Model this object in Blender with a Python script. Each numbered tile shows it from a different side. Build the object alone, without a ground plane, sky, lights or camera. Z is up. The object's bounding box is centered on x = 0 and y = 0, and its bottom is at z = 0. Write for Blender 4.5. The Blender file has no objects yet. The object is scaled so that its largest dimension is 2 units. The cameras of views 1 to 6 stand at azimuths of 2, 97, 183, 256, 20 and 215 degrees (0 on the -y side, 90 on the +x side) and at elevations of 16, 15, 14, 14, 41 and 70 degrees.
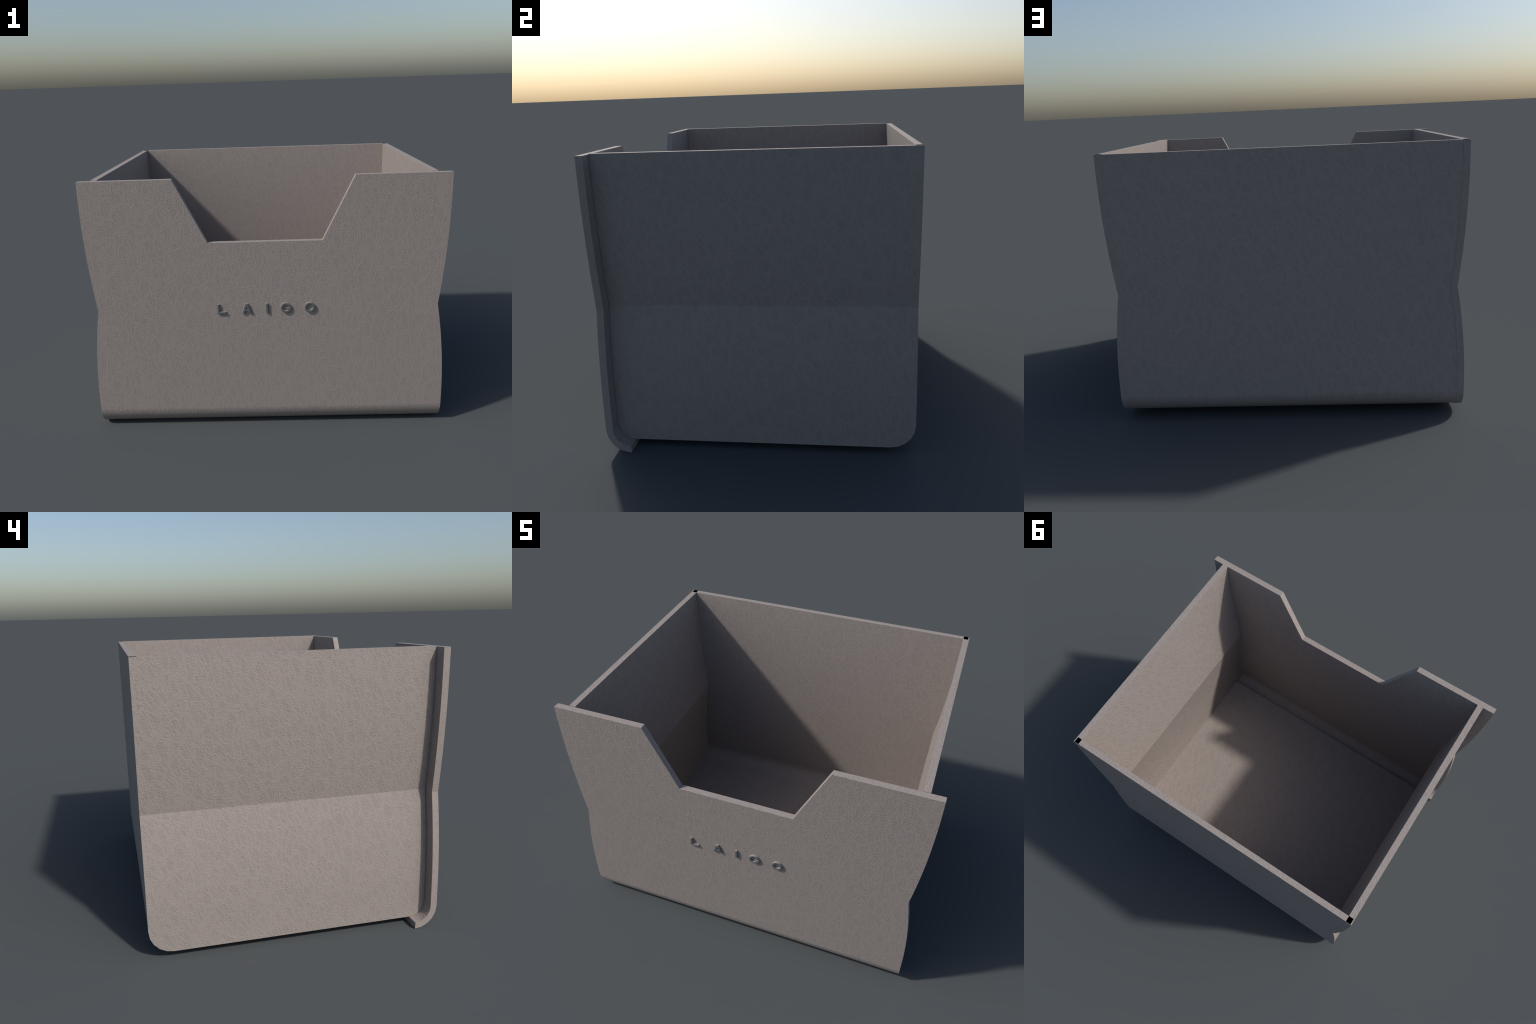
"""Open-fronted storage box built from bent and curved sheets.

front_panel : flat sheet with a trapezoid notch, lower edge rolled under
side_panel  : two upright sheets, waisted (crease at mid height)
back_panel + base_panel : one bent L-shaped sheet (rounded rear lower edge)
letter      : five raised letters on the front
"""
import bpy, math
from mathutils import Vector

# ----------------------------------------------------------------- dimensions
T = 0.035                      # sheet thickness
FRONT_Y = -0.7525              # outer face of the front sheet
BACK_Y = 0.7635                # outer face of the rear
TOP_FRONT = 1.4763
TOP_BOX = 1.4790
R_OUT = 0.12                   # outer bend radius
R_IN = R_OUT - T
ARC_STEPS = 5                  # facets per bend
WAIST_Z = 0.741
WAIST_IN = 0.0465              # how far the waist is drawn in
BULGE_LOW, BULGE_TOP = 0.20, 1.41
OVERHANG = 0.0688              # front sheet beyond the side sheet
SIDE_T = 0.0345
NOTCH_Z, NOTCH_LOW, NOTCH_TOP = 1.1235, 0.3145, 0.4900
BOTTOM = 0.0365                # underside of the box body
FLOOR_T = 0.0325
LETTER_Y = -0.7635


def half_width(z):
    """Half width of the front sheet: two arcs that meet in the waist crease."""
    if z <= BULGE_LOW or z >= BULGE_TOP:
        return 1.0
    if z < WAIST_Z:
        return 1.0 - WAIST_IN * ((z - BULGE_LOW) / (WAIST_Z - BULGE_LOW)) ** 2
    return 1.0 - WAIST_IN * ((BULGE_TOP - z) / (BULGE_TOP - WAIST_Z)) ** 2


def slope(z, upper):
    """dx/dz of half_width; 'upper' chooses the branch at the crease."""
    if z <= BULGE_LOW or z >= BULGE_TOP:
        return 0.0
    if not upper:
        d = WAIST_Z - BULGE_LOW
        return -2 * WAIST_IN * (z - BULGE_LOW) / d ** 2
    d = BULGE_TOP - WAIST_Z
    return 2 * WAIST_IN * (BULGE_TOP - z) / d ** 2


def side_out(z):
    return half_width(z) - OVERHANG


def frange(a, b, n):
    return [a + (b - a) * i / n for i in range(n + 1)]


# --------------------------------------------------------------- mesh builder
class Shell:
    """Collects polygons with exact corner normals."""

    def __init__(self):
        self.verts, self.index = [], {}
        self.faces, self.normals, self.mats = [], [], []

    def v(self, p):
        k = tuple(round(c, 6) for c in p)
        if k not in self.index:
            self.index[k] = len(self.verts)
            self.verts.append(k)
        return self.index[k]

    def face(self, pts, nrm=None, mat=0):
        pts = [Vector(p) for p in pts]
        n = Vector((0, 0, 0))
        for i in range(len(pts)):
            n += pts[i].cross(pts[(i + 1) % len(pts)])
        if n.length < 1e-9:
            return
        n.normalize()
        if nrm is None:
            nrm = [n] * len(pts)
        nrm = [Vector(q).normalized() for q in nrm]
        if n.dot(sum(nrm, Vector((0, 0, 0)))) < 0:
            pts.reverse()
            nrm.reverse()
        ids = [self.v(p) for p in pts]
        keep = [i for i in range(len(ids)) if ids[i] != ids[i - 1]]
        if len(keep) < 3:
            return
        self.faces.append([ids[i] for i in keep])
        self.normals.append([tuple(nrm[i]) for i in keep])
        self.mats.append(mat)

    def flat(self, pts, n, mat=0):
        self.face(pts, [n] * len(pts), mat)

    def build(self, name, mats, parent):
        me = bpy.data.meshes.new(name)
        me.from_pydata(self.verts, [], self.faces)
        for m in mats:
            me.materials.append(m)
        for p, mi in zip(me.polygons, self.mats):
            p.use_smooth = True
            p.material_index = mi
        me.normals_split_custom_set([n for f in self.normals for n in f])
        me.update()
        ob = bpy.data.objects.new(name, me)
        bpy.context.scene.collection.objects.link(ob)
        ob.parent = parent
        return ob


# ------------------------------------------------------------------ materials
BASE = (0.276, 0.241, 0.222)


def leather(name, tilt, plane, relief=1.0, pale=0.11):
    """Warm grey pressed leather: pale stretched creases, fine slanted grain."""
    m = bpy.data.materials.new(name)
    m.use_nodes = True
    nt = m.node_tree
    N, Lk = nt.nodes, nt.links
    bsdf = N["Principled BSDF"]
    bsdf.inputs["Roughness"].default_value = 0.72
    bsdf.inputs["Specular IOR Level"].default_value = 0.25
    tc = N.new("ShaderNodeTexCoord")

    def mapped(angle, size):
        mp = N.new("ShaderNodeMapping")
        mp.vector_type = 'TEXTURE'
        rot = [0, 0, 0]
        axis = {'xz': 1, 'yz': 0, 'xy': 2}[plane]
        rot[axis] = math.radians(angle) * tilt
        mp.inputs["Rotation"].default_value = rot
        across, along = size
        sc = [across] * 3
        sc[1 if plane == 'xy' else 2] = along
        mp.inputs["Scale"].default_value = sc
        Lk.new(tc.outputs["Object"], mp.inputs["Vector"])
        return mp.outputs["Vector"]

    def noise(vec, detail=2.0, rough=0.5, dist=0.0):
        n = N.new("ShaderNodeTexNoise")
        n.inputs["Scale"].default_value = 1.0
        n.inputs["Detail"].default_value = detail
        n.inputs["Roughness"].default_value = rough
        n.inputs["Distortion"].default_value = dist
        Lk.new(vec, n.inputs["Vector"])
        return n

    def math_(op, a, b=None, clamp=False):
        n = N.new("ShaderNodeMath")
        n.operation = op
        n.use_clamp = clamp
        for i, s in enumerate((a, b)):
            if s is None:
                continue
            if isinstance(s, (int, float)):
                n.inputs[i].default_value = s
            else:
                Lk.new(s, n.inputs[i])
        return n.outputs[0]

    def ramp(fac, lo, hi, a, b):
        n = N.new("ShaderNodeMapRange")
        n.interpolation_type = 'SMOOTHSTEP'
        for k, val in (("From Min", lo), ("From Max", hi),
                       ("To Min", a), ("To Max", b)):
            n.inputs[k].default_value = val
        Lk.new(fac, n.inputs["Value"])
        return n.outputs[0]

    # crease network: stretched cells with gently wobbling borders; a fine
    # pale line runs along each border
    def creases(angle, size, wob):
        vec = mapped(angle, size)
        w = noise(vec, 3.0, 0.6)
        w.inputs["Scale"].default_value = 1.6
        sub = N.new("ShaderNodeVectorMath")
        sub.operation = 'MULTIPLY_ADD'
        Lk.new(w.outputs["Color"], sub.inputs[0])
        sub.inputs[1].default_value = (wob,) * 3
        Lk.new(vec, sub.inputs[2])
        vo = N.new("ShaderNodeTexVoronoi")
        vo.feature = 'DISTANCE_TO_EDGE'
        vo.inputs["Scale"].default_value = 1.0
        Lk.new(sub.outputs[0], vo.inputs["Vector"])
        d = vo.outputs["Distance"]
        return ramp(d, 0.0, 0.15, 1.0, 0.0)

    vein = math_('MAXIMUM', creases(-9, (0.042, 0.110), 0.45),
                 math_('MULTIPLY', creases(-31, (0.040, 0.120), 0.45), 0.9))
    small = creases(-22, (0.021, 0.038), 0.5)
    vein = math_('MAXIMUM', vein, math_('MULTIPLY', small, 0.42))

    # slanted hair-fine ridges, strongest in patches, over a pebbled ground
    g = noise(mapped(42, (0.0047, 0.0078)), 1.0, 0.5, 0.1).outputs["Fac"]
    patch = ramp(noise(mapped(0, (0.15, 0.15)), 2.0).outputs["Fac"],
                 0.35, 0.65, 0.70, 1.0)
    grain = math_('MULTIPLY', math_('SUBTRACT', g, 0.5), patch)
    speck = noise(mapped(0, (0.0044, 0.0050)), 1.0).outputs["Fac"]

    # colour = base * (1 + veins + grain + specks + soft mottling)
    mott = noise(mapped(-14, (0.05, 0.10)), 4.0, 0.6).outputs["Fac"]
    f = math_('ADD', 1.0 - pale * 0.38, math_('MULTIPLY', vein, pale))
    f = math_('ADD', f, math_('MULTIPLY', grain, 0.30))
    f = math_('ADD', f, math_('MULTIPLY', math_('SUBTRACT', speck, 0.5), 0.16))
    f = math_('ADD', f, math_('MULTIPLY', math_('SUBTRACT', mott, 0.5), 0.01))
    col = N.new("ShaderNodeVectorMath")
    col.operation = 'SCALE'
    col.inputs[0].default_value = BASE
    Lk.new(f, col.inputs["Scale"])
    Lk.new(col.outputs[0], bsdf.inputs["Base Color"])

    h = math_('ADD', math_('MULTIPLY', grain, 1.0), math_('MULTIPLY', vein, 0.20))
    h = math_('ADD', h, math_('MULTIPLY', speck, 0.5))
    bp = N.new("ShaderNodeBump")
    bp.inputs["Strength"].default_value = 1.0
    bp.inputs["Distance"].default_value = 0.0022 * relief
    Lk.new(h, bp.inputs["Height"])
    Lk.new(bp.outputs["Normal"], bsdf.inputs["Normal"])
    return m


def plain(name, color, rough, gloss=0.2):
    m = bpy.data.materials.new(name)
    m.use_nodes = True
    nt = m.node_tree
    b = nt.nodes["Principled BSDF"]
    b.inputs["Roughness"].default_value = rough
    b.inputs["Specular IOR Level"].default_value = gloss
    tc = nt.nodes.new("ShaderNodeTexCoord")
    n = nt.nodes.new("ShaderNodeTexNoise")
    n.inputs["Scale"].default_value = 220.0
    nt.links.new(tc.outputs["Object"], n.inputs["Vector"])
    mr = nt.nodes.new("ShaderNodeMapRange")
    mr.inputs["To Min"].default_value = 0.94
    mr.inputs["To Max"].default_value = 1.06
    nt.links.new(n.outputs["Fac"], mr.inputs["Value"])
    sc = nt.nodes.new("ShaderNodeVectorMath")
    sc.operation = 'SCALE'
    sc.inputs[0].default_value = color
    nt.links.new(mr.outputs[0], sc.inputs["Scale"])
    nt.links.new(sc.outputs[0], b.inputs["Base Color"])
    return m


# seen face-on the creases always lean the same way, so opposite faces of a
# sheet carry mirrored versions of the leather
M_XZ = {1: leather("leather_facing_front", 1, 'xz', 0.78, 0.075),
        -1: leather("leather_facing_rear", -1, 'xz', 1.1, 0.095)}
M_YZ = {1: leather("leather_facing_left", 1, 'yz', 1.15, 0.10),
        -1: leather("leather_facing_right", -1, 'yz', 1.15, 0.10)}
M_FLOOR = leather("leather_base", -1, 'xy')
M_FACE_SHADE = plain("letter_face_shade_tinted", (0.104, 0.120, 0.128), 0.8)  # leather colour darkened and cooled: faces look lit by sky without sun
M_RIM = plain("taupe_letter_edge", (0.262, 0.230, 0.213), 0.8)
M_BLACK = plain("black_overlap_shading", (0.0, 0.0, 0.0), 1.0, 0.0)

# ---------------------------------------------------------------- top object
box = bpy.data.objects.new("storage_box", None)
bpy.context.scene.collection.objects.link(box)
box["label"] = "open warm grey leather storage box with notched front"
box["category"] = "storage box"


def bend(cy, cz, sign, r, steps=ARC_STEPS):
    """Quarter bend from vertical wall (first) to floor (last)."""
    out = []
    for i in range(steps + 1):
        a = math.pi / 2 * i / steps
        n = (sign * math.cos(a), -math.sin(a))
        out.append((cy + r * n[0], cz + r * n[1], n))
    return out


# --------------------------------------------------------------- front panel
def front_panel():
    s = Shell()
    cy, cz = FRONT_Y + R_OUT, R_OUT
    zs = (frange(TOP_FRONT, NOTCH_Z, 10) + frange(NOTCH_Z, WAIST_Z, 14)[1:]
          + frange(WAIST_Z, BULGE_LOW, 16)[1:] + [cz])
    st = [((FRONT_Y, z), (FRONT_Y + T, z), (-1.0, 0.0)) for z in zs]
    for (yo, zo, n), (yi, zi, _) in list(zip(bend(cy, cz, -1, R_OUT),
                                             bend(cy, cz, -1, R_IN)))[1:]:
        st.append(((yo, zo), (yi, zi), n))

    def gap(z):
        if z <= NOTCH_Z:
            return NOTCH_LOW
        return NOTCH_LOW + (NOTCH_TOP - NOTCH_LOW) * (z - NOTCH_Z) / (TOP_FRONT - NOTCH_Z)

    def cols(yz):
        h, g = half_width(yz[1]), gap(yz[1])
        return [(x, yz[0], yz[1]) for x in (-h, -g, g, h)]

    for k in range(len(st) - 1):
        (o0, i0, n0), (o1, i1, n1) = st[k], st[k + 1]
        notch_row = o1[1] > NOTCH_Z - 1e-6
        for face0, face1, sg in ((o0, o1, 1), (i0, i1, -1)):
            a, b = cols(face0), cols(face1)
            m0 = (0, n0[0] * sg, n0[1] * sg)
            m1 = (0, n1[0] * sg, n1[1] * sg)
            for c in (0, 1, 2):
                if c == 1 and notch_row:
                    continue
                s.face([a[c], a[c + 1], b[c + 1], b[c]], [m0, m0, m1, m1],
                       0 if sg == 1 else 1)
        ao, bo, ai, bi = cols(o0), cols(o1), cols(i0), cols(i1)
        up = o0[1] > WAIST_Z + 1e-6
        e0, e1 = slope(o0[1], up), slope(o1[1], up)
        for c, sg in ((0, -1), (3, 1)):
            q0, q1 = (sg, 0, -e0), (sg, 0, -e1)
            s.face([ao[c], ai[c], bi[c], bo[c]], [q0, q0, q1, q1])
        if notch_row:
            for c in (1, 2):
                s.face([ao[c], ai[c], bi[c], bo[c]],
                       [(1 if c == 1 else -1, 0, 0.5)] * 4)
        if abs(o0[1] - NOTCH_Z) < 1e-6:
            s.flat([ao[1], ao[2], ai[2], ai[1]], (0, 0, 1))
    # top lands and the end of the rolled lip
    ao, ai = cols(st[0][0]), cols(st[0][1])
    for c in (0, 2):
        s.flat([ao[c], ao[c + 1], ai[c + 1], ai[c]], (0, 0, 1))
    ao, ai = cols(st[-1][0]), cols(st[-1][1])
    for c in (0, 1, 2):
        s.flat([ao[c], ao[c + 1], ai[c + 1], ai[c]], (0, 1, 0))
    return s.build("front_panel", [M_XZ[1], M_XZ[-1]], box)


# --------------------------------------------------------------- side panels
def side_panel(sg):
    s = Shell()
    fr = R_IN - 0.0015
    fcy, fcz = FRONT_Y + R_OUT, BOTTOM + fr
    bcy, bcz = BACK_Y - R_OUT, BOTTOM + R_OUT
    f_arc = bend(fcy, fcz, -1, fr)
    b_arc = bend(bcy, bcz, 1, R_OUT)
    zs = set(frange(TOP_BOX, WAIST_Z, 26) + frange(WAIST_Z, BULGE_LOW, 18))
    zs |= {p[1] for p in f_arc} | {p[1] for p in b_arc}
    zs = sorted({round(z, 6) for z in zs}, reverse=True)

    def edge(arc, z, steps_flat):
        """y and normal of the faceted edge outline at height z."""
        if z >= arc[0][1]:
            return arc[0][0], arc[0][2]
        for p, q in zip(arc, arc[1:]):
            if q[1] - 1e-6 <= z <= p[1] + 1e-6:
                t = (p[1] - z) / (p[1] - q[1])
                n = [p[2][i] + (q[2][i] - p[2][i]) * t for i in (0, 1)]
                return p[0] + (q[0] - p[0]) * t, n
        return arc[-1][0], arc[-1][2]

    for z0, z1 in zip(zs, zs[1:]):
        up = z0 > WAIST_Z + 1e-6
        (f0, fn0), (f1, fn1) = edge(f_arc, z0, 0), edge(f_arc, z1, 0)
        (b0, bn0), (b1, bn1) = edge(b_arc, z0, 0), edge(b_arc, z1, 0)
        xo0, xo1 = sg * side_out(z0), sg * side_out(z1)
        xi0, xi1 = xo0 - sg * SIDE_T, xo1 - sg * SIDE_T
        q0, q1 = (sg, 0, -slope(z0, up)), (sg, 0, -slope(z1, up))
        i0, i1 = tuple(-c for c in q0), tuple(-c for c in q1)
        s.face([(xo0, f0, z0), (xo0, b0, z0), (xo1, b1, z1), (xo1, f1, z1)],
               [q0, q0, q1, q1])
        s.face([(xi0, f0, z0), (xi0, b0, z0), (xi1, b1, z1), (xi1, f1, z1)],
               [i0, i0, i1, i1], 1)
        s.face([(xo0, f0, z0), (xi0, f0, z0), (xi1, f1, z1), (xo1, f1, z1)],
               [(0, *fn0), (0, *fn0), (0, *fn1), (0, *fn1)])
        s.face([(xo0, b0, z0), (xi0, b0, z0), (xi1, b1, z1), (xo1, b1, z1)],
               [(0, *bn0), (0, *bn0), (0, *bn1), (0, *bn1)])
    for z, n in ((zs[0], 1), (zs[-1], -1)):
        f, b = edge(f_arc, z, 0)[0], edge(b_arc, z, 0)[0]
        xo = sg * side_out(z)
        xi = xo - sg * SIDE_T
        s.flat([(xo, f, z), (xo, b, z), (xi, b, z), (xi, f, z)], (0, 0, n))
    return s.build("side_panel", [M_YZ[-sg], M_YZ[sg]], box)


# --------------------------------------------- bent sheet: back and base panel
def bent_sheet():
    inset = 0.0012                      # sits a hair inside the side edges
    y_out, z_out = BACK_Y - inset, BOTTOM + inset
    r_o, r_i = R_OUT, R_OUT - FLOOR_T
    cy, cz = y_out - r_o, z_out + r_o
    top = TOP_BOX - 0.0004
    zs = frange(top, WAIST_Z, 20) + frange(WAIST_Z, cz, 16)[1:]
    wall = [((y_out, z), (y_out - FLOOR_T, z), (1.0, 0.0)) for z in zs]
    for o, i in list(zip(bend(cy, cz, 1, r_o), bend(cy, cz, 1, r_i)))[1:]:
        wall.append(((o[0], o[1]), (i[0], i[1]), o[2]))
    base = [wall[-1]]
    y_front = FRONT_Y + R_OUT - 0.0035
    for y in frange(cy, y_front, 8)[1:]:
        base.append(((y, z_out), (y, z_out + FLOOR_T), (0.0, -1.0)))

    def half(z):
        return side_out(z) - 0.0065     # let into the side sheets

    def strip(name, st, mat, first_cap, last_cap):
        s = Shell()
        for (o0, i0, n0), (o1, i1, n1) in zip(st, st[1:]):
            for p0, p1, sg in ((o0, o1, 1), (i0, i1, -1)):
                h0, h1 = half(p0[1]), half(p1[1])
                m0, m1 = (0, sg * n0[0], sg * n0[1]), (0, sg * n1[0], sg * n1[1])
                s.face([(-h0, *p0), (h0, *p0), (h1, *p1), (-h1, *p1)],
                       [m0, m0, m1, m1], 0 if sg == 1 else 1)
            for sg in (-1, 1):
                s.flat([(sg * half(o0[1]), *o0), (sg * half(i0[1]), *i0),
                        (sg * half(i1[1]), *i1), (sg * half(o1[1]), *o1)], (sg, 0, 0))
        for cap, k in ((first_cap, 0), (last_cap, -1)):
            if cap:
                o, i, _ = st[k]
                s.flat([(-half(o[1]), *o), (half(o[1]), *o),
                        (half(i[1]), *i), (-half(i[1]), *i)], cap)
        return s.build(name, mat, box)

    strip("back_panel", wall, [M_XZ[-1], M_XZ[1]], (0, 0, 1), None)
    strip("base_panel", base, [M_FLOOR, M_FLOOR], None, (0, -1, 0))
    return y_out, top


# -------------------------------------------------------------------- letters
STROKE = 0.0113
LZ0, LZ1 = 0.7130, 0.7686


def bar(x0, z0, x1, z1):
    return [(x0, z0), (x1, z0), (x1, z1), (x0, z1)]


def ring(cx, cz, rx, rz, n=40):
    return [(cx + rx * math.cos(2 * math.pi * i / n),
             cz + rz * math.sin(2 * math.pi * i / n)) for i in range(n)]


def letter_outlines():
    zc, rz = (LZ0 + LZ1) / 2 - 0.0006, 0.0290
    w = STROKE
    L = [[(-0.2775, LZ0), (-0.2306, LZ0), (-0.2306, LZ0 + w * 0.92),
          (-0.2775 + w, LZ0 + w * 0.92), (-0.2775 + w, LZ1), (-0.2775, LZ1)]]
    ax0, ax1, am = -0.1388, -0.0872, -0.1130
    bz0, bz1 = LZ0 + 0.0125, LZ0 + 0.0210     # cross bar
    run = (am - 0.0068 - ax0) / (LZ1 - LZ0)   # lean of the legs per metre

    def leg(z):
        return run * (z - LZ0)
    wl = w * 1.12
    A = [[(ax0, LZ0), (ax0 + wl, LZ0), (ax0 + wl + leg(bz0), bz0),
          (ax1 - wl - leg(bz0), bz0), (ax1 - wl, LZ0), (ax1, LZ0),
          (am + 0.0068, LZ1), (am - 0.0068, LZ1)],
         [(ax0 + wl + leg(bz1), bz1), (am, LZ0 + 0.0405), (ax1 - wl - leg(bz1), bz1)]]
    I = [bar(-0.0045, LZ0, 0.0060, LZ1)]
    # G: open ring with a cross bar that closes the lower right
    cx, rx = 0.1068, 0.0295
    a0, a1 = math.radians(20), math.radians(360)
    n = 36
    outer = [(cx + rx * math.cos(a0 + (a1 - a0) * i / n),
              zc + rz * math.sin(a0 + (a1 - a0) * i / n)) for i in range(n + 1)]
    b0 = math.asin(-0.0075 / (rz - w)) + 2 * math.pi
    inner = [(cx + (rx - w) * math.cos(b0 + (a0 - b0) * i / n),
              zc + (rz - w) * math.sin(b0 + (a0 - b0) * i / n)) for i in range(n + 1)]
    G = [outer + [(cx + 0.004, zc + 0.001), (cx + 0.004, zc - 0.0075)] + inner]
    O = [ring(0.2406, zc, 0.0292, rz), ring(0.2406, zc, 0.0292 - w, rz - w)]
    return [L, A, I, G, O]


def letters(parent):
    depth = (FRONT_Y + 0.003) - LETTER_Y
    mid = (FRONT_Y + 0.003 + LETTER_Y) / 2
    for loops in letter_outlines():
        cu = bpy.data.curves.new("letter_outline", 'CURVE')
        cu.dimensions = '2D'
        cu.fill_mode = 'BOTH'
        cu.extrude = depth / 2 - 0.0012
        cu.bevel_depth = 0.0012       # soft pressed edge
        cu.bevel_resolution = 2
        cu.offset = -0.0010
        for pts in loops:
            sp = cu.splines.new('POLY')
            sp.points.add(len(pts) - 1)
            for p, (x, z) in zip(sp.points, pts):
                p.co = (x, z, 0, 1)
            sp.use_cyclic_u = True
        tmp = bpy.data.objects.new("letter_outline", cu)
        bpy.context.scene.collection.objects.link(tmp)
        dg = bpy.context.evaluated_depsgraph_get()
        me = bpy.data.meshes.new_from_object(tmp.evaluated_get(dg))
        me.name = "letter"
        bpy.data.objects.remove(tmp)
        bpy.data.curves.remove(cu)
        for v in me.vertices:           # stand the flat outline up on the front
            x, z, d = v.co
            v.co = (x, mid - d, z)
        me.materials.clear()
        me.materials.append(M_RIM)
        me.materials.append(M_FACE_SHADE)
        me.update()
        for p in me.polygons:
            p.material_index = 1 if p.normal.y < -0.9 or p.normal.y > 0.9 else 0
            p.use_smooth = False
        ob = bpy.data.objects.new("letter", me)
        bpy.context.scene.collection.objects.link(ob)
        ob.parent = parent


# --------------------------------------------------- black shading of overlapping rim faces, modelled as thin plates
def overlap_shading_plates(y_out, top):
    x1 = side_out(top) - 0.0062
    x0 = side_out(top) - SIDE_T + 0.001
    y0, y1 = y_out - FLOOR_T - 0.0005, y_out
    z0, z1 = TOP_BOX - 0.002, TOP_BOX + 0.0006
    for sg in (-1, 1):
        s = Shell()
        a, b = sg * x0, sg * x1
        s.flat([(a, y0, z1), (b, y0, z1), (b, y1, z1), (a, y1, z1)], (0, 0, 1))
        s.flat([(a, y0, z0), (b, y0, z0), (b, y1, z0), (a, y1, z0)], (0, 0, -1))
        for y, n in ((y0, -1), (y1, 1)):
            s.flat([(a, y, z0), (b, y, z0), (b, y, z1), (a, y, z1)], (0, n, 0))
        for x, n in ((a, -sg), (b, sg)):
            s.flat([(x, y0, z0), (x, y1, z0), (x, y1, z1), (x, y0, z1)], (n, 0, 0))
        s.build("overlap_shading_plate", [M_BLACK], box)


fp = front_panel()
side_panel(-1)
side_panel(1)
yo, tp = bent_sheet()
letters(fp)
overlap_shading_plates(yo, tp)
